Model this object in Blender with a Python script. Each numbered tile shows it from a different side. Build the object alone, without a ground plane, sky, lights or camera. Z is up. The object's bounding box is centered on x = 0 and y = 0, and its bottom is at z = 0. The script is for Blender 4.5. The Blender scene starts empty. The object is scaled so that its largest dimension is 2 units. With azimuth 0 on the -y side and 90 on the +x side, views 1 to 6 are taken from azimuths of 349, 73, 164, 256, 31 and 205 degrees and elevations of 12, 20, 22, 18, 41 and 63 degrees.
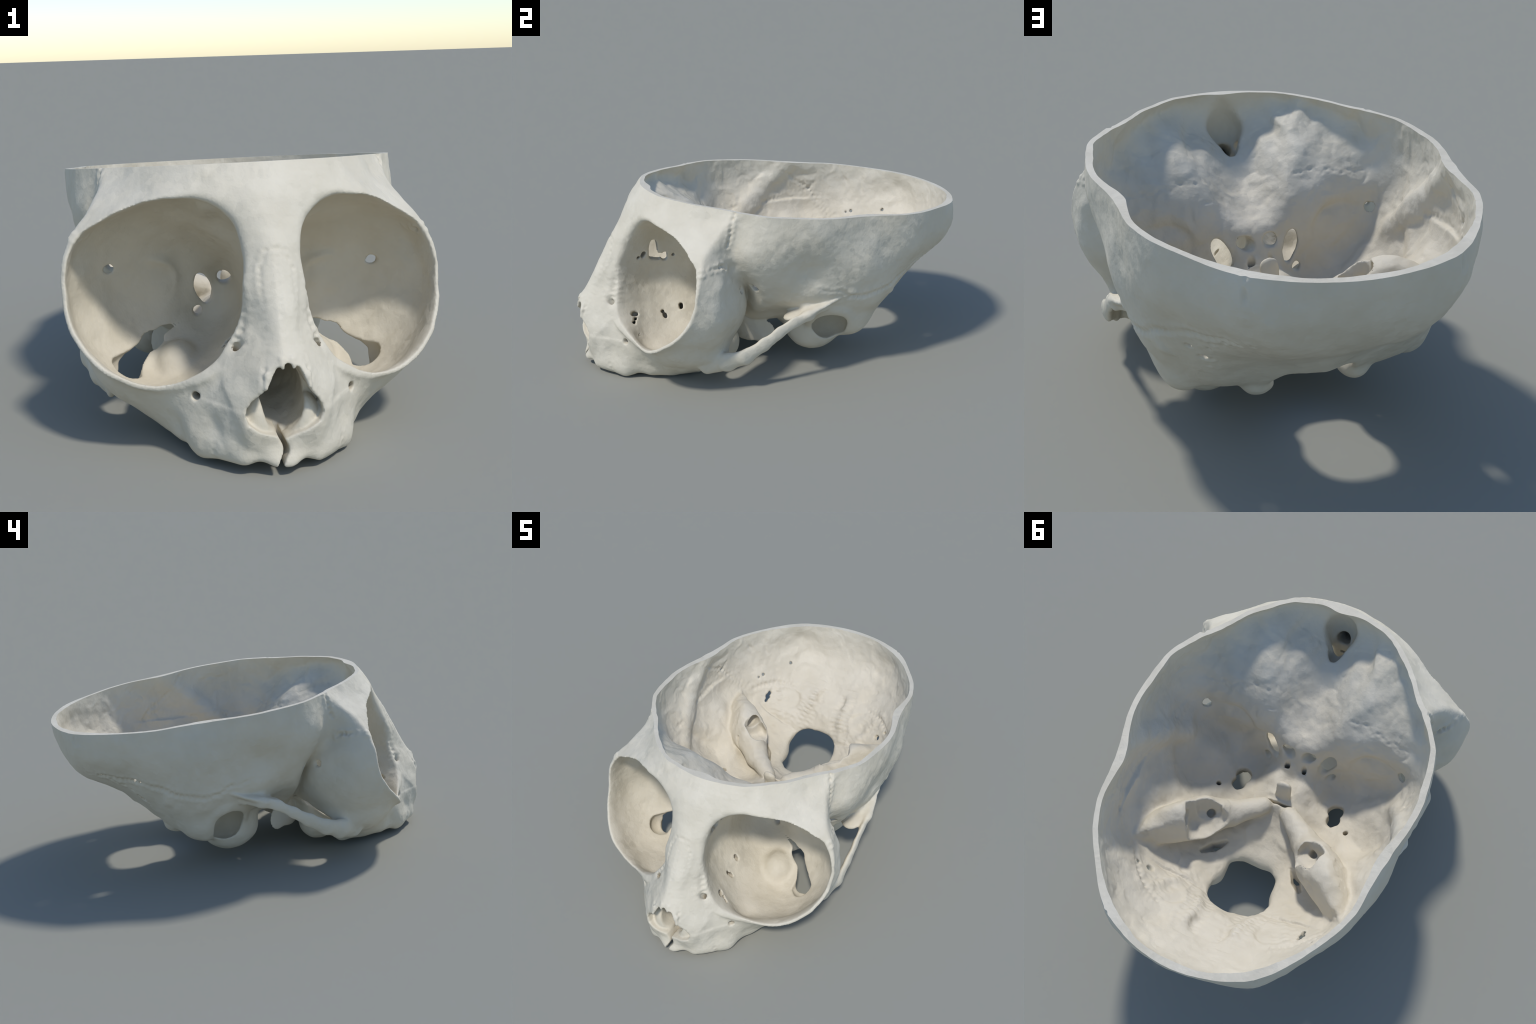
"""Primate skull with the vault sawn off: every bone is modelled as an implicit solid
(profiles, landmarks, capsules, ellipsoids) that is blended, hollowed, meshed and split by bone."""
import bpy, bmesh, math
import numpy as np

RNG = np.random.default_rng(7)
H = 0.0056                                   # mesh cell size, metres
TILT = math.radians(2.0)                     # the skull lies rolled by two degrees
CUT_Z, CUT_SLOPE = 0.859, -0.097             # saw plane: z = CUT_Z + CUT_SLOPE * y

# ------------------------------------------------------------------ grid
NX = int(0.70 / H)
xs = ((np.arange(NX) + 0.5) * H).astype(np.float32)
ys = np.arange(-1.04, 1.05, H).astype(np.float32)
zs = np.arange(-0.03, 1.00, H).astype(np.float32)
X, Y, Z = xs[:, None, None], ys[None, :, None], zs[None, None, :]
SHAPE = (len(xs), len(ys), len(zs))
BIG = np.float32(1.0)


def smin(a, b, k):
    h = np.maximum(k - np.abs(a - b), 0) / k
    return np.minimum(a, b) - h * h * (k * 0.25)


def smax(a, b, k):
    h = np.maximum(k - np.abs(a - b), 0) / k
    return np.maximum(a, b) + h * h * (k * 0.25)


def step(v, a, b):
    t = np.clip((v - a) / (b - a), 0, 1)
    return t * t * (3 - 2 * t)


def unit(f, lo=0.6, hi=6.0):
    """turn a scalar field into an approximate distance field"""
    gx, gy, gz = np.gradient(f, H)
    return f / np.clip(np.sqrt(gx * gx + gy * gy + gz * gz), lo, hi)


# ------------------------------------------------------------------ landmark surfaces
def radial_surface(center, pts, mirror, c=0.10, lam=2e-4):
    """star-shaped closed surface through landmark points: radius interpolated over directions"""
    p = np.array(pts, float)
    if mirror:
        q = p[p[:, 0] > 1e-6] * [-1, 1, 1]
        p = np.vstack([p, q])
    d = p - center
    r = np.linalg.norm(d, axis=1)
    d /= r[:, None]

    def ker(a, b):
        return np.sqrt(np.maximum(2 - 2 * a @ b.T, 0) + c * c)

    n = len(d)
    A = np.zeros((n + 1, n + 1))
    A[:n, :n] = ker(d, d) - lam * n * np.eye(n) * 0.1
    A[:n, n] = A[n, :n] = 1
    w = np.linalg.solve(A, np.append(r, 0))
    nt, na = 240, 480
    th, ph = np.linspace(0, math.pi, nt), np.linspace(-math.pi, math.pi, na)
    T, P = np.meshgrid(th, ph, indexing="ij")
    D = np.stack([np.sin(T) * np.cos(P), np.sin(T) * np.sin(P), np.cos(T)], -1).reshape(-1, 3)
    return (ker(D, d) @ w[:n] + w[n]).reshape(nt, na).astype(np.float32)


def radial_field(center, table, x=None, y=None, z=None):
    x, y, z = (X if x is None else x), (Y if y is None else y), (Z if z is None else z)
    dx, dy, dz = x - np.float32(center[0]), y - np.float32(center[1]), z - np.float32(center[2])
    r = np.sqrt(dx * dx + dy * dy + dz * dz) + 1e-6
    nt, na = table.shape
    t = np.arccos(np.clip(dz / r, -1, 1)) * ((nt - 1) / math.pi)
    a = (np.arctan2(np.broadcast_to(dy, r.shape), np.broadcast_to(dx, r.shape)) + math.pi) * ((na - 1) / (2 * math.pi))
    ti = np.minimum(t.astype(np.int32), nt - 2)
    ai = np.minimum(a.astype(np.int32), na - 2)
    tf, af = t - ti, a - ai
    i = ti * na + ai
    flat = table.ravel()
    R = (flat[i] * (1 - af) + flat[i + 1] * af) * (1 - tf) + (flat[i + na] * (1 - af) + flat[i + na + 1] * af) * tf
    return r - R


def height_surface(pts, c=0.08, lam=1e-3):
    """y = F(|x|, z) through landmark points"""
    p = np.array(pts, float)
    p = np.vstack([p, p[p[:, 0] > 1e-6] * [-1, 1, 1]])
    n = len(p)

    def ker(a, b):
        return np.sqrt(((a[:, None] - b[None]) ** 2).sum(-1) + c * c)

    A = np.zeros((n + 3, n + 3))
    A[:n, :n] = ker(p[:, :2], p[:, :2]) - lam * n * np.eye(n) * 0.1
    A[:n, n] = A[n, :n] = 1
    A[:n, n + 1:] = p[:, :2]
    A[n + 1:, :n] = p[:, :2].T
    w = np.linalg.solve(A, np.concatenate([p[:, 2], np.zeros(3)]))
    G = np.stack(np.meshgrid(xs, zs, indexing="ij"), -1).reshape(-1, 2)
    F = ker(G, p[:, :2]) @ w[:n] + w[n] + G @ w[n + 1:]
    return F.reshape(len(xs), len(zs)).astype(np.float32)


# ------------------------------------------------------------------ local primitives
class Field:
    """distance field with boolean edits restricted to the neighbourhood of each primitive"""

    def __init__(self, f, x, y, z):
        self.f, self.ax = f, (x, y, z)

    def box(self, lo, hi, pad):
        s = []
        for a, l, h in zip(self.ax, lo, hi):
            i, j = np.searchsorted(a, [l - pad, h + pad])
            s.append(slice(max(i - 1, 0), j + 1))
        s = tuple(s)
        return s, self.ax[0][s[0]][:, None, None], self.ax[1][s[1]][None, :, None], self.ax[2][s[2]][None, None, :]

    def edit(self, lo, hi, fn, k, cut, pad=0.03, guard=None):
        s, x, y, z = self.box(lo, hi, pad + k)
        if 0 in self.f[s].shape:
            return
        d = fn(x, y, z).astype(np.float32)
        if guard is not None:                       # (field, thickness): leave that much bone next to another surface
            d = smax(d, guard[1] - guard[0][s], .006)
        k = max(k, 1e-4)
        self.f[s] = smax(self.f[s], -d, k) if cut else smin(self.f[s], d, k)

    def capsule(self, a, b, ra, rb=None, k=0.01, cut=False, flat=None, stretch=1.0):
        """round bar from a to b; flat = axis squeezed by the factor stretch"""
        a, b = np.array(a, float), np.array(b, float)
        rb = ra if rb is None else rb
        m = max(ra, rb) * max(1, stretch)

        def fn(x, y, z):
            ab = b - a
            t = np.clip(((x - a[0]) * ab[0] + (y - a[1]) * ab[1] + (z - a[2]) * ab[2]) / (ab @ ab + 1e-9), 0, 1)
            dx, dy, dz = x - a[0] - t * ab[0], y - a[1] - t * ab[1], z - a[2] - t * ab[2]
            q = dx * dx + dy * dy + dz * dz
            if flat is not None:
                n = np.array(flat, float)
                n /= np.linalg.norm(n)
                o = dx * n[0] + dy * n[1] + dz * n[2]
                q = q + o * o * (stretch * stretch - 1)
            return np.sqrt(q) - (ra + (rb - ra) * t)

        self.edit(np.minimum(a, b) - m, np.maximum(a, b) + m, fn, k, cut)

    def path(self, pts, radii, **kw):
        for i in range(len(pts) - 1):
            self.capsule(pts[i], pts[i + 1], radii[i], radii[i + 1], **kw)

    def ellipsoid(self, c, axes, radii, k=0.01, cut=False, clip=None, guard=None):
        """axes: three orthogonal unit rows; clip = (normal, offset) keeps n.(p-c) < offset"""
        c, A, r = np.array(c, float), np.array(axes, float), np.array(radii, float)
        A = A / np.linalg.norm(A, axis=1)[:, None]
        m = r.max()

        def fn(x, y, z):
            dx, dy, dz = x - c[0], y - c[1], z - c[2]
            u = [(A[i, 0] * dx + A[i, 1] * dy + A[i, 2] * dz) for i in range(3)]
            k0 = np.sqrt(sum((u[i] / r[i]) ** 2 for i in range(3))) + 1e-6
            k1 = np.sqrt(sum((u[i] / r[i] ** 2) ** 2 for i in range(3))) + 1e-6
            d = k0 * (k0 - 1) / k1
            if clip is not None:
                d = smax(d, clip[0] @ np.array([1, 0, 0]) * dx + clip[0][1] * dy + clip[0][2] * dz - clip[1], 0.02)
            return d

        self.edit(c - m, c + m, fn, k, cut, guard=guard)


EYE = np.eye(3)

# ------------------------------------------------------------------ braincase
BC = np.array([0.0, 0.15, 0.75])


def rimz(y):
    return CUT_Z + CUT_SLOPE * y


RIM_OUT = [(0, -.63), (.068, -.628), (.19, -.603), (.258, -.565), (.324, -.505), (.382, -.437), (.437, -.367), (.482, -.313), (.534, -.248), (.57, -.188), (.592, -.128), (.603, -.06), (.615, .05), (.608, .155), (.588, .243), (.571, .32), (.558, .42), (.553, .5), (.532, .58), (.482, .685), (.41, .79), (.308, .898), (.21, .955), (.13, .98), (0, .998)]
RIM_IN = [(0, -.595), (.07, -.612), (.2, -.59), (.25, -.56), (.32, -.493), (.39, -.417), (.425, -.34), (.477, -.29), (.51, -.242), (.56, -.17), (.575, -.1), (.575, -.02), (.59, .05), (.59, .12), (.58, .19), (.55, .26), (.527, .345), (.536, .45), (.54, .5), (.509, .6), (.456, .705), (.39, .78), (.27, .885), (.11, .963), (0, .968)]

outer_pts = [(x, y, rimz(y)) for x, y in RIM_OUT] + [(x * .96, .15 + (y - .15) * .96, rimz(y) + .15) for x, y in RIM_OUT[::2]]
outer_pts += [
    # occiput, midline and beside it
    (0, .99, .70), (0, .97, .62), (0, .93, .55), (0, .89, .50), (0, .84, .46), (0, .77, .425), (0, .71, .385), (0, .63, .295),
    (.205, .955, .68), (.18, .935, .58), (.315, .908, .69), (.29, .893, .59), (.21, .86, .50), (.20, .79, .455),
    (.41, .79, .70), (.39, .79, .60), (.328, .795, .54), (.27, .71, .44), (.27, .62, .37), (.15, .62, .335),
    # parietal and temporal wall
    (.53, .60, .70), (.525, .59, .62), (.49, .60, .55), (.44, .63, .515), (.365, .60, .395), (.40, .51, .325), (.50, .53, .48),
    (.568, .42, .70), (.565, .44, .60), (.54, .48, .53), (.588, .35, .69), (.592, .35, .60), (.565, .38, .50), (.535, .42, .42), (.512, .38, .34), (.447, .36, .25), (.40, .37, .20),
    (.600, .20, .70), (.590, .22, .60), (.570, .20, .50), (.550, .167, .42), (.52, .25, .36),
    (.615, .05, .72), (.60, .05, .66), (.562, .03, .59), (.560, .05, .52), (.54, .03, .44), (.50, .03, .37),
    (.605, -.09, .70), (.585, -.11, .62), (.555, -.07, .52), (.52, -.07, .46), (.48, -.07, .40), (.42, -.07, .345), (.36, -.06, .295), (.547, -.265, .77), (.555, -.275, .70), (.525, -.26, .61), (.485, -.21, .51), (.45, -.20, .44), (.41, -.195, .38), (.37, -.185, .33), (.32, -.17, .28),
    # base
    (.44, .0, .325), (.35, .0, .265), (.24, -.19, .24), (.20, .0, .205), (.10, -.2, .23), (0, -.1, .22), (0, .10, .19), (0, .22, .165), (0, .31, .145),
    (.25, .15, .22), (.30, .44, .19), (.27, .53, .27), (.16, .44, .18), (.16, .56, .27), (.15, .30, .19),
    # under the face (hidden)
    (0, -.62, .75), (.22, -.55, .74), (.40, -.36, .70), (.25, -.22, .45), (.38, -.21, .45), (0, -.45, .50), (0, -.25, .35)]

inner_pts = [(x, y, rimz(y)) for x, y in RIM_IN] + [(x * .96, .15 + (y - .15) * .96, rimz(y) + .15) for x, y in RIM_IN[::2]]
inner_pts += [
    # occipital part
    (0, .96, .70), (0, .93, .62), (0, .88, .54), (0, .83, .495), (0, .775, .452), (0, .70, .408), (0, .62, .345),
    (.20, .915, .67), (.20, .87, .56), (.20, .80, .49), (.13, .73, .46), (.13, .65, .405), (.20, .62, .39), (.25, .50, .30), (.20, .44, .255),
    (.38, .77, .70), (.36, .77, .60), (.32, .79, .545), (.505, .58, .70), (.50, .57, .60), (.44, .62, .51), (.40, .58, .42), (.352, .575, .40), (.31, .66, .44),
    (.141, .44, .225), (0, .6, .305), (0, .33, .19), (0, .2, .235), (0, .11, .285), (0, .07, .335), (.09, .2, .255), (.13, .235, .235), (.206, .335, .245), (.09, .11, .29), (.18, .08, .25),
    # temporal part with the ridge that runs forward and down from the side notch
    (.535, .35, .70), (.545, .34, .60), (.53, .38, .50), (.485, .41, .465), (.44, .47, .41), (.44, .22, .405), (.42, .17, .38), (.404, .115, .365), (.36, .16, .345), (.30, .43, .285), (.47, .30, .46), (.50, .18, .45),
    (.580, .15, .76), (.595, .06, .75), (.597, -.01, .73), (.580, -.095, .69), (.545, -.13, .60), (.57, .12, .58), (.54, .06, .54), (.515, .04, .485), (.47, .05, .42), (.41, .06, .36), (.32, .05, .28), (.22, .02, .25),
    (.475, -.20, .535), (.445, -.185, .47), (.40, -.175, .41), (.36, -.165, .36), (.30, -.155, .31), (.22, -.15, .275), (.15, -.145, .285), (.34, -.19, .46), (.28, -.185, .45), (.28, -.175, .36),
    (.52, -.07, .525), (.485, -.07, .475), (.44, -.07, .42), (.39, -.06, .36), (.33, -.06, .305), (.20, -.08, .245), (.085, -.05, .33), (0, -.06, .335), (.085, -.135, .375),
    # anterior fossa: vaults over the eye sockets
    (.059, -.163, .476), (0, -.155, .47), (.278, -.196, .511), (.412, -.215, .585), (0, -.30, .54), (0, -.42, .605), (.05, -.46, .66), (.07, -.63, .82), (.07, -.55, .72), (.15, -.615, .83), (.25, -.575, .845), (.35, -.495, .845), (.47, -.36, .80), (.50, -.32, .77), (.19, -.56, .775), (.53, -.19, .66), (.515, -.24, .70), (.502, -.245, .665), (.10, -.18, .477),
    (.183, -.496, .785), (.22, -.466, .78), (.283, -.38, .745), (.297, -.32, .695), (.22, -.343, .716), (.337, -.257, .645), (.256, -.279, .65), (.457, -.25, .645), (.12, -.474, .725), (.085, -.45, .68),
    (.26, -.50, .82), (.31, -.465, .80), (.335, -.435, .785), (.37, -.395, .755), (.41, -.345, .74), (.44, -.295, .70), (.465, -.257, .68),
    (.15, -.23, .575), (.16, -.285, .635), (.50, -.19, .62)]

outer_tab = radial_surface(BC, outer_pts, True)
inner_tab = radial_surface(BC, inner_pts, True, c=0.06)
f_out = unit(radial_field(BC, outer_tab))
f_in = unit(radial_field(BC, inner_tab))

# ------------------------------------------------------------------ eye sockets
OC = np.array([.34, -.50, .50])
RIM_ORBIT = [(.11, -.80, .45), (.095, -.79, .55), (.10, -.755, .65), (.13, -.705, .74), (.175, -.70, .778), (.225, -.68, .797), (.29, -.65, .797), (.352, -.617, .788), (.41, -.588, .775), (.472, -.565, .746), (.534, -.537, .702), (.583, -.517, .666), (.611, -.518, .617), (.629, -.531, .563), (.633, -.552, .469), (.625, -.59, .40), (.597, -.635, .341), (.555, -.68, .294), (.489, -.717, .251), (.42, -.742, .228), (.352, -.765, .224), (.302, -.783, .238), (.254, -.80, .262), (.206, -.81, .295), (.15, -.81, .36)]
orbit_pts = RIM_ORBIT + [tuple(OC + (np.array(p) - OC) * 1.0 + np.array([.06, -.14, .02])) for p in RIM_ORBIT[::2]] + [(.42, -.95, .56)]
orbit_pts += [
    (.05, -.185, .43), (.12, -.175, .37), (.13, -.19, .285), (.25, -.222, .42), (.25, -.22, .33), (.35, -.237, .42), (.35, -.24, .33),
    (.25, -.27, .22), (.24, -.42, .16), (.28, -.61, .152), (.38, -.61, .152), (.35, -.45, .13), (.10, -.47, .27), (.122, -.572, .24), (.178, -.735, .268), (.27, -.71, .168), (.36, -.30, .22),
    (.055, -.68, .56), (.030, -.60, .55), (.024, -.50, .54), (.026, -.40, .50), (.03, -.27, .45), (.022, -.60, .42), (.024, -.45, .38), (.075, -.60, .31), (.06, -.62, .66), (.055, -.50, .65), (.04, -.38, .53),
    (.21, -.53, .775), (.22, -.40, .69), (.30, -.37, .69), (.35, -.29, .60), (.27, -.225, .50), (.15, -.275, .59), (.12, -.41, .63), (.40, -.39, .71),
    (.41, -.255, .47), (.43, -.28, .55), (.45, -.26, .40), (.475, -.285, .50), (.48, -.375, .65), (.55, -.42, .65), (.60, -.42, .57), (.57, -.375, .50), (.625, -.45, .47), (.61, -.42, .40), (.57, -.42, .31), (.52, -.35, .32), (.585, -.55, .31), (.46, -.61, .18), (.52, -.50, .22)]
orbit_tab = radial_surface(OC, orbit_pts, False, c=0.08)
f_orb = unit(radial_field(OC, orbit_tab))

# front of the face as a relief over (|x|, z)
FACE = [(0, .92, -.635), (0, .84, -.70), (0, .74, -.757), (0, .654, -.816), (0, .53, -.89), (0, .43, -.945), (0, .335, -.992), (0, .25, -1.005), (0, .17, -.965), (.06, .13, -.962), (.11, .12, -.95), (.17, .08, -.90), (.24, .06, -.81),
        (.05, .335, -.985), (.063, .279, -.991), (.07, .43, -.882), (.055, .53, -.872), (.055, .65, -.802), (.07, .75, -.745), (.1, .84, -.69),
        (.10, .43, -.805), (.09, .55, -.80), (.10, .65, -.755), (.135, .75, -.70), (.18, .81, -.69), (.135, .36, -.815), (.10, .30, -.925), (.12, .20, -.965), (.16, .27, -.875), (.2, .2, -.865), (.25, .17, -.81), (.30, .14, -.77), (.17, .14, -.93),
        (.2, .91, -.605), (.32, .90, -.51), (.40, .895, -.415), (.44, .885, -.36), (.485, .882, -.305), (.28, .86, -.585), (.22, .855, -.63), (.12, .87, -.657), (.42, .825, -.438), (.50, .78, -.412), (.53, .84, -.32), (.57, .86, -.26), (.62, .86, -.22), (.62, .96, -.22)]
FACE += [(x, z, y) for x, y, z in RIM_ORBIT[4:]]
FACE += [(.70, .62, -.48), (.72, .5, -.50), (.70, .36, -.56), (.62, .24, -.66)]
face = height_surface(FACE)
gx, gz = np.gradient(face, H)
f_face = ((face[:, None, :] - Y) / np.sqrt(1 + gx * gx + gz * gz)[:, None, :]).astype(np.float32)

# socket walls: an even shell round the cavity, stopped at the rim
shell = f_orb - 0.017
shell = smax(shell, f_face, 0.006)
kk = (0.03 + 0.05 * step(Z, .50, .62)).astype(np.float32)
solid = smin(f_out, shell, kk)
# middle of the face: nose bridge and the partition between the sockets
mid = np.maximum(np.maximum(X - .16 + .4 * np.maximum(.25 - Z, 0), np.abs(Z - .53) - .43), np.abs(Y + .60) - .42)
mid = smax(mid + 0 * f_face, f_face, 0.012)
solid = smin(solid, mid, 0.02)
# brow: fills the angle between braincase and socket roof, ends sideways at the temporal line
brow = smax(.87 * (X - .522) + .49 * (Y + .388) - .02 * (Z - .731), .60 - Z + .45 * (.5 + Y), .05)
brow = smax(smax(brow - .01, Y + .20, .05), f_face - .012, 0.06)
solid = smin(solid, brow, 0.06)
solid = smax(solid, f_face, 0.008)

# upper jaw with cheek roots
JC = np.array([0, -.56, .24])
jaw_pts = [(.02, -.95, .012), (.10, -.93, .01), (.15, -.865, .0), (.05, -.965, .06), (0, -.955, .08), (.10, -.95, .06), (.205, -.78, .0), (.262, -.69, .0), (.30, -.58, .0), (.302, -.44, .0), (.27, -.37, .075),
           (0, -.85, .05), (0, -.7, .085), (0, -.5, .09), (.13, -.7, .06), (.16, -.5, .05), (.12, -.35, .08), (.07, -.9, .02),
           (0, -.955, .17), (.06, -.965, .13), (.122, -.958, .175), (.16, -.925, .15), (.20, -.865, .12), (.215, -.85, .20), (.272, -.79, .17), (.292, -.735, .085), (.335, -.66, .055), (.372, -.60, .06), (.38, -.50, .045),
           (.415, -.62, .11), (.465, -.61, .15), (.52, -.60, .21), (.44, -.50, .085), (.40, -.42, .06), (.48, -.42, .095), (.51, -.36, .115), (.53, -.40, .20),
           (.27, -.32, .14), (.24, -.26, .18), (.19, -.22, .2), (.05, -.25, .15), (.35, -.42, .06),
           (.11, -.93, .28), (.07, -.99, .25), (0, -1.0, .28), (.18, -.87, .26), (.3, -.6, .30), (0, -.6, .5), (.2, -.3, .30), (.45, -.6, .3)]
jaw = unit(radial_field(JC, radial_surface(JC, jaw_pts, True, c=0.07)))
jaw = smax(jaw, f_face - .6 * step(-Z, -.2, -.1), 0.015)
solid = smin(solid, jaw, 0.05)

A = Field(solid, xs, ys, zs)
# cheek arch
A.path([(.49, -.44, .135), (.54, -.36, .158), (.572, -.28, .188), (.573, -.19, .238), (.574, -.11, .29), (.570, -.03, .338), (.568, .05, .362), (.525, .13, .375), (.50, .22, .39)],
       [.052, .048, .038, .031, .026, .025, .024, .020, .015], k=.02, flat=(1, .15, 0), stretch=2.2)
A.path([(.50, -.015, .345), (.52, .08, .375), (.528, .17, .405)], [.055, .055, .03], k=.03, flat=(-.15, -.35, 1), stretch=3.2)
A.path([(.50, .06, .385), (.565, .03, .365)], [.026, .018], k=.04, flat=(0, 0, 1), stretch=1.6)
# sphenoid body, pterygoid plates
A.ellipsoid((0, -.14, .27), EYE, (.13, .20, .10), k=.03)
A.path([(.13, -.24, .26), (.15, -.14, .25), (.17, -.04, .28)], [.10, .10, .06], k=.02, flat=(1, -.15, 0), stretch=7)
A.path([(.17, -.25, .24), (.23, -.17, .20), (.285, -.11, .17)], [.11, .10, .065], k=.02, flat=(1, -.6, 0), stretch=7)
# ear capsule and ring-shaped bony ear opening
EAR = np.array([.43, .20, .237])
E1 = np.array([.77, -.20, -.60]); E1 /= np.linalg.norm(E1)
E2 = np.array([.167, -.037, .206]); E2 -= E1 * (E1 @ E2); E2 /= np.linalg.norm(E2)
E3 = np.cross(E1, E2)
EAX = np.stack([E1, E2, E3])
A.ellipsoid((.29, .16, .178), EYE, (.12, .15, .128), k=.05)
A.ellipsoid((.20, .10, .22), EYE, (.10, .10, .09), k=.05)
A.ellipsoid(EAR - E1 * .05, EAX, (.13, .162, .128), k=.02, clip=(E1, .062))
A.ellipsoid((.395, .33, .25), EYE, (.08, .09, .10), k=.05)

# ------------------------------------------------------------------ hollows
# side and back walls: an even sheet of bone, never thinner or thicker than this
sheet = step(Y, -.16, -.08) * np.maximum(step(Z, .50, .58), step(Y, .46, .54))
RIDGE = [(.556, .40, .90), (.556, .313, .82), (.568, .24, .755), (.575, .17, .69), (.568, .124, .637), (.55, .07, .583), (.525, .02, .53), (.49, -.05, .47)]
ridge = np.full(SHAPE, 9., np.float32)
for a, b in zip(RIDGE[:-1], RIDGE[1:]):               # crest that runs forward and down from the side notch
    a, b = np.array(a), np.array(b)
    ab = b - a
    t = np.clip(((X - a[0]) * ab[0] + (Y - a[1]) * ab[1] + (Z - a[2]) * ab[2]) / (ab @ ab), 0, 1)
    ridge = np.minimum(ridge, ((X - a[0] - t * ab[0]) ** 2 + (Y - a[1] - t * ab[1]) ** 2 + (Z - a[2] - t * ab[2]) ** 2).astype(np.float32))
ridge = np.exp(-ridge / .055 ** 2) * (.018 + .020 * step(-Z, -.80, -.68))
lobe = np.sqrt(((X - .34) / .175) ** 2 + ((Y + .0) / .240) ** 2 + ((Z - .455) / .185) ** 2)
lobe = smax((lobe - 1) * .18, f_out + .02, .01)
f_in = smin(f_in, lobe.astype(np.float32), .018)
f_in = smin(f_in, f_out + (0.018 + .010 * step(Z - rimz(Y), -.12, -.02) + .008 * step(Y, .5, .7) + .012 * step(Y, .5, .62) * step(-Z, -.60, -.50) + ridge + .022 * step(Y, .5, .65) * step(-Z, -.58, -.48) + 0.5 * (1 - sheet)).astype(np.float32), 0.01)
wall = (0.018 + ridge - 0.5 * step(-Y, .12, .3) * (1 - step(X, .41, .45) * step(-Z, -.6, -.55))).astype(np.float32)
f_in = smax(f_in, f_out + wall, 0.01)
f_in = smax(f_in, A.f + .018, 0.01)                   # no wall is thinner than this
solid = smax(A.f, -f_in, 0.012)
ko = (0.006 + 0.03 * (1 - step(X, .15, .40)) * step(Z, .45, .7)).astype(np.float32)
f_orb = smax(f_orb, .017 + .35 * ko - f_in, .01)                # the socket roof keeps its thickness
solid = smax(solid, -f_orb, ko)
A.f = solid
# nasal cavity behind the pear-shaped opening
PEAR_Z = [.10, .115, .13, .155, .18, .20, .23, .26, .29, .33, .345]
PEAR_W = [.0, .03, .07, .11, .122, .118, .10, .072, .056, .034, .0]


def pear(x, y, z):
    w = np.interp(z.ravel(), PEAR_Z, PEAR_W).reshape(z.shape)
    d = np.maximum((np.abs(x) - w) * .75, np.maximum(.102 - z, z - .345))
    return np.maximum(d, y + .885) + 0 * x


A.edit((0, -1.04, .09), (.14, -.88, .36), pear, .008, True)
A.ellipsoid((.068, -.895, .145), EYE, (.056, .055, .080), k=.01)
A.ellipsoid((0, -.80, .235), [(1, 0, 0), (0, 1, .25), (0, -.25, 1)], (.075, .26, .105), k=.012, cut=True)
A.ellipsoid((0, -.90, .215), EYE, (.040, .10, .095), k=.012, cut=True)
A.capsule((.016, -.975, .355), (.017, -.990, .331), .010, .005, k=.006)
A.capsule((.062, -.978, .31), (.068, -.992, .272), .011, .005, k=.006)
A.ellipsoid((0, -.56, .275), EYE, (.055, .22, .07), k=.01, cut=True)
A.capsule((0, -.915, .38), (0, -.74, .63), .030, .026, k=.01, cut=True)
# pit between the frontal lobes, open to the nose
A.ellipsoid((0, -.61, .775), [(1, 0, 0), (0, 1, -.35), (0, .35, 1)], (.068, .065, .115), k=.02, cut=True)
A.path([(0, -.585, .74), (0, -.54, .65), (0, -.515, .615)], [.05, .026, .012], k=.02, cut=True)
A.capsule((0, -.62, .74), (0, -.61, .55), .046, .032, k=.02, cut=True)
A.capsule((0, -.62, .68), (0, -.74, .60), .034, .026, k=.01, cut=True)
# openings at the back of the socket
A.capsule((.042, -.12, .437), (.075, -.30, .425), .027, k=.008, cut=True)
A.ellipsoid((.133, -.18, .392), [(1, .1, -.3), (-.1, 1, 0), (.3, .03, 1)], (.031, .09, .064), k=.008, cut=True)
A.capsule((.15, -.12, .31), (.165, -.28, .30), .018, k=.006, cut=True)
A.capsule((.47, -.20, .50), (.49, -.32, .50), .022, .014, k=.004, cut=True)
# fissure between socket floor and side wall
A.path([(.22, -.20, .27), (.30, -.245, .25), (.36, -.30, .215), (.41, -.36, .185), (.435, -.405, .165)], [.010, .016, .022, .036, .060], k=.006, cut=True)
A.path([(.32, -.225, .20), (.41, -.34, .12), (.39, -.28, .03)], [.03, .056, .07], k=.008, cut=True)
A.capsule((.345, -.235, .19), (.325, -.245, .0), .066, k=.02, cut=True)
A.capsule((.36, -.24, .205), (.46, -.305, .165), .043, k=.015, cut=True)
A.ellipsoid((.250, -.335, .125), EYE, (.092, .105, .108), k=.025)
# ear bowl
A.ellipsoid(EAR - E1 * .045 - np.array([0, 0, .012]), EAX, (.110, .122, .096), k=.008, cut=True, guard=(f_in, .016))
# great hole
FN = np.array([0, -.377, .926]); FY = np.array([0, .926, .377])


def great_hole(x, y, z):
    u = np.abs(x) / .135
    v = ((y - .455) * FY[1] + (z - .22) * FY[2]) / .152
    w = (y - .455) * FN[1] + (z - .22) * FN[2]
    return np.maximum(((u ** 2.6 + np.abs(v) ** 2.6) ** (1 / 2.6) - 1) * .135, np.abs(w) - .12)


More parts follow.
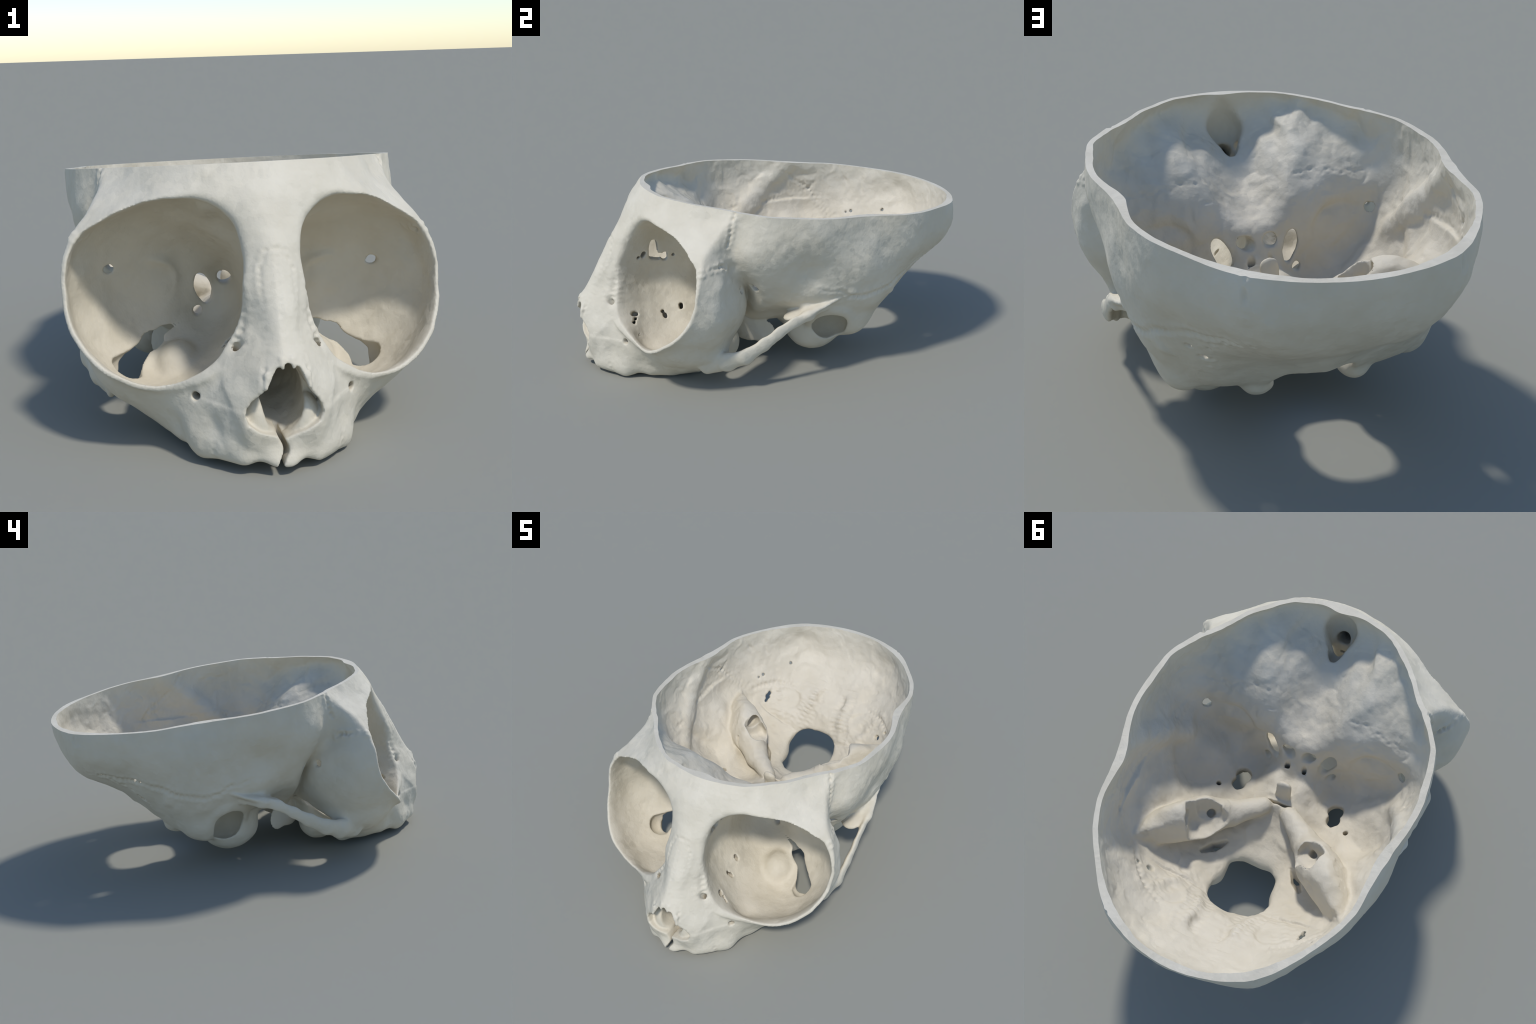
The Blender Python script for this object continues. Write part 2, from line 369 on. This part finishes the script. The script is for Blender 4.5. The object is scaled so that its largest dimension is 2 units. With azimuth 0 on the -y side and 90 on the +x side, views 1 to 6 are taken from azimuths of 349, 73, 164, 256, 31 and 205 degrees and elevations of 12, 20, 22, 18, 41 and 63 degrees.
A.edit((0, .25, .05), (.2, .66, .45), great_hole, .02, True)
A.capsule((.30, -.90, .19), (.22, -.74, .20), .014, k=.004, cut=True)
A.path([(.16, .285, .26), (.20, .33, .25), (.235, .37, .26)], [.012, .020, .010], k=.006, cut=True, flat=(0, 0, 1), stretch=.25)
A.path([(.222, -.045, .40), (.232, -.04, .16)], [.036, .036], k=.008, cut=True)
A.path([(.228, .0, .40), (.24, .01, .16)], [.030, .030], k=.008, cut=True)
A.capsule((.118, -.865, .385), (.132, -.80, .31), .011, k=.012, cut=True)
# ------------------------------------------------------------------ things standing in the braincase

def petrous(x, y, z):
    """block of the inner ear: wedge along the fossa edge, cut off by a steep rear face"""
    d = None
    P = [(.06, .09, .325, .038), (.18, .18, .322, .058), (.285, .275, .38, .098), (.36, .33, .41, .106), (.45, .48, .42, .05)]
    for a, b in zip(P[:-1], P[1:]):
        ab = np.array(b[:3]) - a[:3]
        t = np.clip(((x - a[0]) * ab[0] + (y - a[1]) * ab[1] + (z - a[2]) * ab[2]) / (ab @ ab), 0, 1)
        q = np.sqrt((x - a[0] - t * ab[0]) ** 2 + (y - a[1] - t * ab[1]) ** 2 + (z - a[2] - t * ab[2]) ** 2) - (a[3] + (b[3] - a[3]) * t)
        d = q if d is None else smin(d, q, .02)
    rear = -.50 * x + .80 * y + .30 * (z - .48) - .152
    front = .62 * x - .62 * y + .48 * (z - .42) - .075
    return smax(smax(d, rear, .012), front, .03)


A.edit((0, .0, .2), (.52, .56, .58), petrous, .02, False)


def pit(c0, hu, hv, floor):
    def fn(x, y, z):
        dx, dy, dz = x - c0[0], y - c0[1], z - (floor + .09)
        u, v = (.88 * dx + .47 * dy) / hu, (-.47 * dx + .88 * dy + .25 * dz) / hv
        return ((np.abs(u) ** 5 + np.abs(v) ** 5 + np.abs(dz / .09) ** 5) ** .2 - 1) * min(hu, hv)
    return fn


A.edit((.12, .15, .33), (.36, .42, .58), pit((.232, .262), .055, .055, .365), .005, True)
A.capsule((.235, .28, .46), (.305, .325, .44), .042, .036, k=.006, cut=True)
A.capsule((.20, .26, .43), (.25, .23, .36), .020, k=.004, cut=True)
# saddle with its raised back and the small knobs beside it
A.capsule((0, .02, .32), (0, .005, .395), .034, .036, k=.012, flat=(0, 1, .2), stretch=2.0)
A.capsule((.04, -.11, .42), (.04, -.115, .31), .012, k=.004, cut=True)
A.edit((0, .045, .30), (.06, .07, .40), lambda x, y, z: np.maximum(np.maximum(np.abs(x) - .055, np.abs(y - .058 + .8 * x * x) - .006), np.abs(z - .34) - .05), .004, True)
A.capsule((.30, .05, .36), (.32, .05, .22), .011, k=.003, cut=True)
A.capsule((.314, .192, .40), (.30, .17, .33), .011, k=.003, cut=True)
A.ellipsoid((.17, .41, .18), EYE, (.055, .07, .048), k=.03)
A.ellipsoid((.02, .70, .458), EYE, (.072, .07, .060), k=.012, cut=True, guard=(-f_out, .022))
A.ellipsoid((.225, .605, .425), [(1, .3, 0), (-.3, 1, 0), (0, 0, 1)], (.085, .085, .055), k=.012, cut=True, guard=(-f_out, .022))

# ------------------------------------------------------------------ both halves
full = np.concatenate([A.f[::-1], A.f], 0)
fx = np.concatenate([-xs[::-1], xs])
S = Field(full, fx, ys, zs)
S.edit((-.03, -1.0, -.03), (.03, -.86, .125), lambda x, y, z: np.maximum(np.maximum(np.abs(x + .004 + .008 * np.sin(z * 70)) - .0085, np.abs(y + .93) - .07), z - .118), .004, True)
# empty tooth sockets scallop the lower edge of the jaw
ARC = [(.035, -.925), (.095, -.925), (.145, -.865), (.185, -.80), (.22, -.725), (.245, -.65), (.262, -.57), (.27, -.49)]
for i, (ax0, ay0) in enumerate(ARC):
    for sg in (-1, 1):
        j = RNG.normal(0, .004, 3)
        S.ellipsoid((sg * ax0 + j[0], ay0 + j[1], -.004 + j[2]), EYE, (.026, .028, .022), k=.006, cut=True)
# ragged breaks in the papery inner walls of the sockets
for c0, r, n in (((.024, -.565, .524), .016, 6), ((.035, -.655, .55), .011, 4)):
    for i in range(n):
        j = RNG.normal(0, 1, 3) * [0, .030, .012]
        S.capsule(np.array(c0) * [-2.4, 1, 1] + j, np.array(c0) * [2.4, 1, 1] + j, r * RNG.uniform(.5, 1.1), k=.002, cut=True)
for sg in (-1, 1):
    for c0, r in (((.112, -.572, .243), .013), ((.17, -.735, .268), .014), ((.09, -.482, .272), .012)):
        for i in range(4):
            j = RNG.normal(0, 1, 3) * [.004, .010, .014]
            a = np.array(c0) * [sg, 1, 1] + j
            S.capsule(a + [sg * .02, -.01, .02], a - [sg * .05, -.01, .02], r * RNG.uniform(.4, 1), k=.002, cut=True)
S.edit((.06, .15, .31), (.38, .46, .60), pit((.208, .312), .098, .085, .352), .005, True)          # the right pit is the larger
S.capsule((-.02, -.60, .69), (-.10, -.67, .66), .022, .018, k=.006, cut=True)
# gaps and pores along the sutures at the back (left side has the larger ones)
for a, r in (((-.417, .645, .505), .009), ((-.435, .62, .495), .007), ((-.31, .795, .537), .009), ((.352, .577, .406), .014), ((.40, .586, .45), .010)):
    n_ = np.array([a[0], (a[1] - .15) * .6, -.25]); n_ /= np.linalg.norm(n_)
    S.capsule(np.array(a) - n_ * .05, np.array(a) + n_ * .06, r, k=.004, cut=True)
for u in (-.03, 0, .03):
    q_ = np.array([-.355 + .2 * u, .583 + .6 * u, .39 + .8 * u])
    S.capsule(q_ + [0.02, 0, .05], q_ - [0.03, -.03, .06], .014 - .15 * abs(u), k=.006, cut=True)


def noise(p, scale, smooth=True):
    """smooth vector noise, three components, at the points p"""
    q = (p - p.min(0)) / scale
    i = q.astype(int)
    fr = q - i
    if smooth:
        fr = fr * fr * (3 - 2 * fr)
    g = RNG.standard_normal(tuple(i.max(0) + 2) + (3,))
    out = 0
    for a in (0, 1):
        for b in (0, 1):
            for c_ in (0, 1):
                w = np.abs(1 - a - fr[:, 0]) * np.abs(1 - b - fr[:, 1]) * np.abs(1 - c_ - fr[:, 2])
                out = out + g[i[:, 0] + a, i[:, 1] + b, i[:, 2] + c_] * w[:, None]
    return out


# ------------------------------------------------------------------ meshing
def surface_nets(f, x0, y0, z0):
    s = f < 0
    n = np.array(f.shape) - 1
    cnt = np.zeros(tuple(n), np.uint8)
    cor = [(i, j, k) for i in (0, 1) for j in (0, 1) for k in (0, 1)]
    sl = lambda c: tuple(slice(o, o + m) for o, m in zip(c, n))
    for c in cor:
        cnt += s[sl(c)]
    act = np.argwhere((cnt > 0) & (cnt < 8))
    idx = np.full(tuple(n), -1, np.int32)
    idx[tuple(act.T)] = np.arange(len(act))
    val = {c: f[tuple((act + c).T)] for c in cor}
    acc, num = np.zeros((len(act), 3)), np.zeros(len(act))
    for a in cor:
        for ax in range(3):
            if a[ax]:
                continue
            b = list(a); b[ax] = 1; b = tuple(b)
            va, vb = val[a], val[b]
            m = (va < 0) != (vb < 0)
            t = va / np.where(m, va - vb, 1)
            p = np.tile(np.array(a, float), (len(act), 1))
            p[:, ax] = t
            acc += p * m[:, None]
            num += m
    v = (act + acc / num[:, None]) * H + [x0, y0, z0]
    quads = []
    for ax in range(3):
        u, w = (ax + 1) % 3, (ax + 2) % 3
        lo = [slice(1, m) for m in n]; lo[ax] = slice(0, n[ax])
        hi = list(lo); hi[ax] = slice(1, n[ax] + 1)
        a, b = s[tuple(lo)], s[tuple(hi)]
        e = np.argwhere(a != b) + [0 if i == ax else 1 for i in range(3)]
        inside = s[tuple(e.T)]
        du, dw = np.eye(3, dtype=int)[u], np.eye(3, dtype=int)[w]
        q = np.stack([idx[tuple((e - du - dw).T)], idx[tuple((e - dw).T)], idx[tuple(e.T)], idx[tuple((e - du).T)]], 1)
        q[~inside] = q[~inside][:, ::-1]
        quads.append(q)
    return v, np.concatenate(quads)


V, Q = surface_nets(S.f, fx[0], ys[0], zs[0])


def biggest(V, Q):
    """drop floating crumbs"""
    lab = np.arange(len(V))
    while True:
        m = lab[Q].min(1)
        new = lab.copy()
        for i in range(4):
            np.minimum.at(new, Q[:, i], m)
        new = new[new]
        if (new == lab).all():
            break
        lab = new
    root, size = np.unique(lab, return_counts=True)
    keep = np.isin(lab, root[size > 0.2 * size.max()])
    mp = np.cumsum(keep) - 1
    return V[keep], mp[Q[keep[Q[:, 0]]]]


V, Q = biggest(V, Q)
V = V + noise(V, .11) * .0022 + noise(V, .045) * .0011 + noise(V, .022) * .0004


def vertex_normals(V, Q):
    n = np.cross(V[Q[:, 2]] - V[Q[:, 0]], V[Q[:, 3]] - V[Q[:, 1]])
    out = np.zeros_like(V)
    for i in range(4):
        np.add.at(out, Q[:, i], n)
    return out / (np.linalg.norm(out, axis=1)[:, None] + 1e-12)


def along(p, line, wig, freq):
    """distance of the points p to a wriggling line over (|x|, y, z), and the length run along it"""
    L = np.array(line, float)
    seg = np.linalg.norm(np.diff(L, axis=0), axis=1)
    t = np.concatenate([[0], np.cumsum(seg)])
    u = np.arange(0, t[-1], .004)
    C = np.stack([np.interp(u, t, L[:, i]) for i in range(3)], 1)
    C += wig * np.stack([np.sin(u * freq + 3 * np.sin(u * freq * .37)) * .6, np.cos(u * freq * .8), np.sin(u * freq * 1.1 + 1)], 1)
    d, run = np.full(len(p), 9.), np.zeros(len(p))
    lo, hi = C.min(0) - .05, C.max(0) + .05
    near = ((p > lo) & (p < hi)).all(1)
    q = p[near]
    best, at = np.full(len(q), 9.), np.zeros(len(q))
    for c_, u_ in zip(C, u):
        n = ((q - c_) ** 2).sum(1)
        at[n < best] = u_
        best = np.minimum(best, n)
    d[near], run[near] = np.sqrt(best), at
    return d, run


# sutures: furrows worn into the outside, some with a raised lip; (line, depth, width, wriggle, frequency)
SUTURES = [
    ([(0, -.812, .656), (.03, -.806, .648), (.052, -.825, .60), (.056, -.87, .53), (.062, -.925, .43), (.072, -.985, .29)], .004, .008, .003, 50),
    ([(0, -.83, .64), (0, -.90, .50), (0, -.99, .34)], .0015, .007, .001, 30),
    ([(.492, -.305, .89), (.503, -.318, .84), (.508, -.33, .79), (.515, -.35, .74)], .009, .008, .003, 60),
    ([(.60, -.50, .645), (.575, -.44, .655), (.555, -.39, .66), (.535, -.34, .64)], .013, .008, .005, 90),
    ([(.30, -.75, .83), (.31, -.66, .84), (.27, -.62, .88), (.16, -.66, .885), (0, -.68, .885)], .003, .008, .002, 30),
    ([(.545, -.14, .44), (.555, -.06, .44), (.565, .02, .46), (.575, .10, .48), (.57, .20, .46), (.55, .28, .43)], .005, .009, .006, 50),
    ([(.545, .25, .42), (.545, .33, .42), (.53, .42, .43), (.51, .51, .46), (.46, .60, .49), (.40, .68, .51), (.32, .78, .53)], .008, .012, .004, 40),
    ([(.30, .90, .77), (.30, .89, .68), (.28, .87, .60), (.27, .85, .56), (.31, .79, .53), (.36, .66, .47), (.35, .58, .39), (.33, .52, .32)], .007, .007, .013, 130),
    ([(.10, -.835, .40), (.12, -.83, .45), (.105, -.81, .53)], .004, .012, .004, 60),
    ([(.135, -.845, .36), (.12, -.835, .42), (.115, -.815, .48)], .007, .018, .001, 20),
    ([(.19, -.93, .16), (.21, -.90, .10), (.20, -.87, .02)], .003, .010, .004, 50),
    # inside: vessel grooves, sutures and the low ridges behind the great hole
    ([(.47, -.19, .55), (.53, -.05, .565), (.55, .10, .57), (.555, .28, .59), (.555, .42, .63), (.55, .50, .72), (.545, .55, .80)], .005, .010, .003, 25),
    ([(.555, .42, .63), (.565, .30, .72), (.57, .22, .82)], .005, .009, .003, 40),
    ([(.555, .42, .63), (.52, .50, .52), (.46, .56, .46)], .006, .010, .003, 40),
    ([(.44, .45, .455), (.42, .56, .46), (.34, .66, .47), (.24, .71, .46)], .007, .012, .003, 40),
    ([(.457, -.25, .634), (.337, -.257, .642), (.256, -.279, .652), (.15, -.30, .63)], .003, .007, .008, 90),
    ([(.09, .745, .485), (.10, .65, .405), (.13, .54, .32)], -.014, .022, .004, 20),
    ([(.30, .64, .44), (.24, .54, .35), (.20, .46, .29)], -.008, .02, .004, 20)]
VN = vertex_normals(V, Q)
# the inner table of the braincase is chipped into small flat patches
inner = ((V - BC) * VN).sum(1) < 0
inner &= (V[:, 1] > -.56) & (V[:, 2] > .22) & (np.abs(V[:, 0]) < .6) & (radial_field(BC, inner_tab, V[:, 0], V[:, 1], V[:, 2]) < .05)
fade = np.clip((rimz(V[:, 1]) - V[:, 2]) / .05, .25, 1)[:, None]
skew = V + noise(V, .07) * .018
chip = noise(skew, .038, False) * .0021 + noise(skew[:, [1, 2, 0]] + skew[:, [0, 1, 2]] * .5, .028, False) * .0012
V[inner] += (chip * fade)[inner]
VN = vertex_normals(V, Q)
PV = np.abs(V[:, :1])
PV = np.hstack([PV, V[:, 1:]])
in_side = (((V - BC) * VN).sum(1) < 0) & (radial_field(BC, outer_tab, V[:, 0], V[:, 1], V[:, 2]) < -.006)
for n_line, (line, depth, width, wig, freq) in enumerate(SUTURES):
    d, run = along(PV, line, wig, freq)
    depth = depth * (.75 + .45 * np.sin(run * 2 * math.pi / .026 + np.sin(run * 40)))        # a suture opens into a row of pits
    d[in_side != (n_line > 10)] = 9
    V = V - VN * (depth * np.exp(-(d / width) ** 2) - .3 * depth * np.exp(-((d - 2 * width) / width) ** 2))[:, None]
# roll the skull to its resting pose and set it on the ground
c, s_ = math.cos(TILT), math.sin(TILT)


def to_world(p):
    x, z = p[:, 0], p[:, 2] - .55
    return np.stack([x * c + z * s_, p[:, 1], .55 + z * c - x * s_], 1)


def to_skull(p):
    x, z = p[:, 0], p[:, 2] - .55
    return np.stack([x * c - z * s_, p[:, 1], .55 + z * c + x * s_], 1)


W = to_world(V)

W[:, 2] -= W[:, 2].min()

me = bpy.data.meshes.new("whole")
me.vertices.add(len(W)); me.vertices.foreach_set("co", W.ravel())
me.loops.add(Q.size); me.loops.foreach_set("vertex_index", Q.ravel())
me.polygons.add(len(Q)); me.polygons.foreach_set("loop_start", np.arange(0, Q.size, 4))
me.update(calc_edges=True)
bm = bmesh.new(); bm.from_mesh(me)
bpy.data.meshes.remove(me)
bmesh.ops.bisect_plane(bm, geom=bm.verts[:] + bm.edges[:] + bm.faces[:], plane_co=(0, 0, CUT_Z), plane_no=(0, -CUT_SLOPE, 1), clear_outer=True, dist=1e-5)
edge = [e for e in bm.edges if e.is_boundary]
base_faces = len(bm.faces)
fill = bmesh.ops.triangle_fill(bm, edges=edge, use_beauty=True, normal=(0, -CUT_SLOPE, 1))
cap_faces = [f for f in fill["geom"] if isinstance(f, bmesh.types.BMFace)]
wall_edges, in_cap = set(edge), set(cap_faces)


def holds(f, x, y):
    """is the point inside the triangle, seen from above"""
    p = [v.co for v in f.verts]
    s3 = [(p[i - 1].x - x) * (p[i].y - y) - (p[i].x - x) * (p[i - 1].y - y) for i in range(3)]
    return all(v >= 0 for v in s3) or all(v <= 0 for v in s3)


todo = [f for f in cap_faces if holds(f, .01, .15)]      # faces that span the open braincase: spread out from its middle
void = set()
while todo:
    f = todo.pop()
    if f in void:
        continue
    void.add(f)
    for e in f.edges:
        if e not in wall_edges:
            todo += [g for g in e.link_faces if g in in_cap and g not in void]
cap_faces = [f for f in cap_faces if f not in void]
void = list(void)
bmesh.ops.delete(bm, geom=void, context="FACES_ONLY")
bm.faces.ensure_lookup_table()
bm.faces.index_update()
for f in cap_faces:
    f.normal_update()
    if f.normal.z < 0:
        f.normal_flip()
cap_idx = np.array([f.index for f in cap_faces])
allm = bpy.data.meshes.new("all"); bm.to_mesh(allm); bm.free()

nv, nf, nl = len(allm.vertices), len(allm.polygons), len(allm.loops)
co = np.empty(nv * 3); allm.vertices.foreach_get("co", co); co = co.reshape(-1, 3)
ls = np.empty(nf, int); allm.polygons.foreach_get("loop_start", ls)
lt = np.empty(nf, int); allm.polygons.foreach_get("loop_total", lt)
lv = np.empty(nl, int); allm.loops.foreach_get("vertex_index", lv)
fc = np.empty(nf * 3); allm.polygons.foreach_get("center", fc); fc = fc.reshape(-1, 3)
fn = np.empty(nf * 3); allm.polygons.foreach_get("normal", fn); fn = fn.reshape(-1, 3)
fa = np.empty(nf); allm.polygons.foreach_get("area", fa)
is_cap = np.zeros(nf, bool); is_cap[cap_idx] = True
lf = np.repeat(np.arange(nf), lt)
vn = np.zeros((nv, 3))
body = ~is_cap[lf]
np.add.at(vn, lv[body], (fn * fa[:, None])[lf[body]])
vn /= np.linalg.norm(vn, axis=1)[:, None] + 1e-12

# ------------------------------------------------------------------ bones
p = to_skull(fc)
ax_, y_, z_ = np.abs(p[:, 0]), p[:, 1], p[:, 2]
side = np.where(p[:, 0] > 0, 1, 0)
bone = np.full(nf, "", object)
bone[:] = "parietal_bone"
bone[(y_ > .60) & (z_ < .56 + .05 * np.sin(ax_ * 40)) | (y_ > .55) & (ax_ < .25) | (y_ > .30) & (ax_ < .16) & (z_ < .45)] = "occipital_bone"
bone[(y_ > -.03) & (y_ < .60) & (z_ < .44) & (ax_ > .16)] = "temporal_bone"
bone[(y_ < -.03) & (y_ > -.32) & (z_ < .48)] = "sphenoid_bone"
bone[(y_ <= .30) & (y_ > -.03) & (ax_ < .16) & (z_ < .45)] = "sphenoid_bone"
bone[(y_ < -.26) & (z_ > .46) | (y_ < -.30) & (z_ > .64)] = "frontal_bone"
bone[(y_ < -.30) & (z_ <= .46)] = "maxilla"
bone[(y_ < -.28) & (ax_ > .40) & (z_ < .66)] = "zygomatic_bone"
bone[(ax_ > .49) & (y_ > -.28) & (y_ < .05) & (z_ < .40)] = "zygomatic_arch"
bone[(ax_ < .075) & (y_ < -.80) & (z_ < .655) & (z_ > .26)] = "nasal_bone"
bone[is_cap] = "sawn_rim"
paired = {"zygomatic_bone", "zygomatic_arch", "temporal_bone"}

# ------------------------------------------------------------------ material


def bone_material():
    m = bpy.data.materials.new("dry_bone")
    m.use_nodes = True
    nt = m.node_tree
    bs = nt.nodes["Principled BSDF"]
    bs.inputs["Roughness"].default_value = 0.6
    bs.inputs["Specular IOR Level"].default_value = 0.3
    tc = nt.nodes.new("ShaderNodeTexCoord")
    n1 = nt.nodes.new("ShaderNodeTexNoise"); n1.inputs["Scale"].default_value = 6; n1.inputs["Detail"].default_value = 5
    nt.links.new(tc.outputs["Object"], n1.inputs["Vector"])
    cr = nt.nodes.new("ShaderNodeValToRGB")
    cr.color_ramp.elements[0].position, cr.color_ramp.elements[1].position = .35, .68
    cr.color_ramp.elements[0].color = (.595, .54, .43, 1)
    cr.color_ramp.elements[1].color = (.65, .595, .485, 1)
    nt.links.new(n1.outputs["Fac"], cr.inputs["Fac"])
    nt.links.new(cr.outputs["Color"], bs.inputs["Base Color"])
    def node(kind, **kw):
        n = nt.nodes.new(kind)
        for k, v in kw.items():
            setattr(n, k, v)
        return n

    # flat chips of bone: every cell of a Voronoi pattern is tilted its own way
    vo = node("ShaderNodeTexVoronoi")
    vo.inputs["Scale"].default_value = 34
    nt.links.new(tc.outputs["Object"], vo.inputs["Vector"])
    sc = node("ShaderNodeVectorMath", operation="SCALE"); sc.inputs["Scale"].default_value = 34
    nt.links.new(tc.outputs["Object"], sc.inputs[0])
    po = node("ShaderNodeVectorMath", operation="SCALE"); po.inputs["Scale"].default_value = 34
    nt.links.new(vo.outputs["Position"], po.inputs[0])
    su = node("ShaderNodeVectorMath", operation="SUBTRACT")
    nt.links.new(sc.outputs[0], su.inputs[0]); nt.links.new(po.outputs[0], su.inputs[1])
    ce = node("ShaderNodeVectorMath", operation="SUBTRACT"); ce.inputs[1].default_value = (.5, .5, .5)
    nt.links.new(vo.outputs["Color"], ce.inputs[0])
    dt = node("ShaderNodeVectorMath", operation="DOT_PRODUCT")
    nt.links.new(su.outputs[0], dt.inputs[0]); nt.links.new(ce.outputs[0], dt.inputs[1])
    b0 = node("ShaderNodeBump"); b0.inputs["Strength"].default_value = .17; b0.inputs["Distance"].default_value = .02
    nt.links.new(dt.outputs["Value"], b0.inputs["Height"])
    n2 = node("ShaderNodeTexNoise"); n2.inputs["Scale"].default_value = 60; n2.inputs["Detail"].default_value = 4
    nt.links.new(tc.outputs["Object"], n2.inputs["Vector"])
    b = node("ShaderNodeBump"); b.inputs["Strength"].default_value = .2; b.inputs["Distance"].default_value = .008
    nt.links.new(n2.outputs["Fac"], b.inputs["Height"])
    nt.links.new(b0.outputs["Normal"], b.inputs["Normal"])
    nt.links.new(b.outputs["Normal"], bs.inputs["Normal"])
    return m


MAT = bone_material()
root = bpy.data.objects.new("primate_skull", None)
root["label"] = "small primate skull, huge eye sockets, vault sawn off"
root["category"] = "animal skull"
bpy.context.scene.collection.objects.link(root)


def add_part(name, faces):
    sel = np.zeros(nf, bool); sel[faces] = True
    lsel = sel[lf]
    used, inv = np.unique(lv[lsel], return_inverse=True)
    m = bpy.data.meshes.new(name)
    m.vertices.add(len(used)); m.vertices.foreach_set("co", co[used].ravel())
    m.loops.add(len(inv)); m.loops.foreach_set("vertex_index", inv.astype(np.int32))
    tot = lt[sel]
    m.polygons.add(len(tot)); m.polygons.foreach_set("loop_start", np.concatenate([[0], np.cumsum(tot)[:-1]]))
    m.update(calc_edges=True)
    m.polygons.foreach_set("use_smooth", np.full(len(tot), name != "sawn_rim"))
    if name != "sawn_rim":
        m.normals_split_custom_set_from_vertices(vn[used])
    m.materials.append(MAT)
    o = bpy.data.objects.new(name, m)
    o.parent = root
    bpy.context.scene.collection.objects.link(o)


for b in sorted(set(bone)):
    if b in paired:
        for sd in (0, 1):
            ids = np.flatnonzero((bone == b) & (side == sd))
            if len(ids):
                add_part(b, ids)
    else:
        add_part(b, np.flatnonzero(bone == b))
bpy.data.meshes.remove(allm)
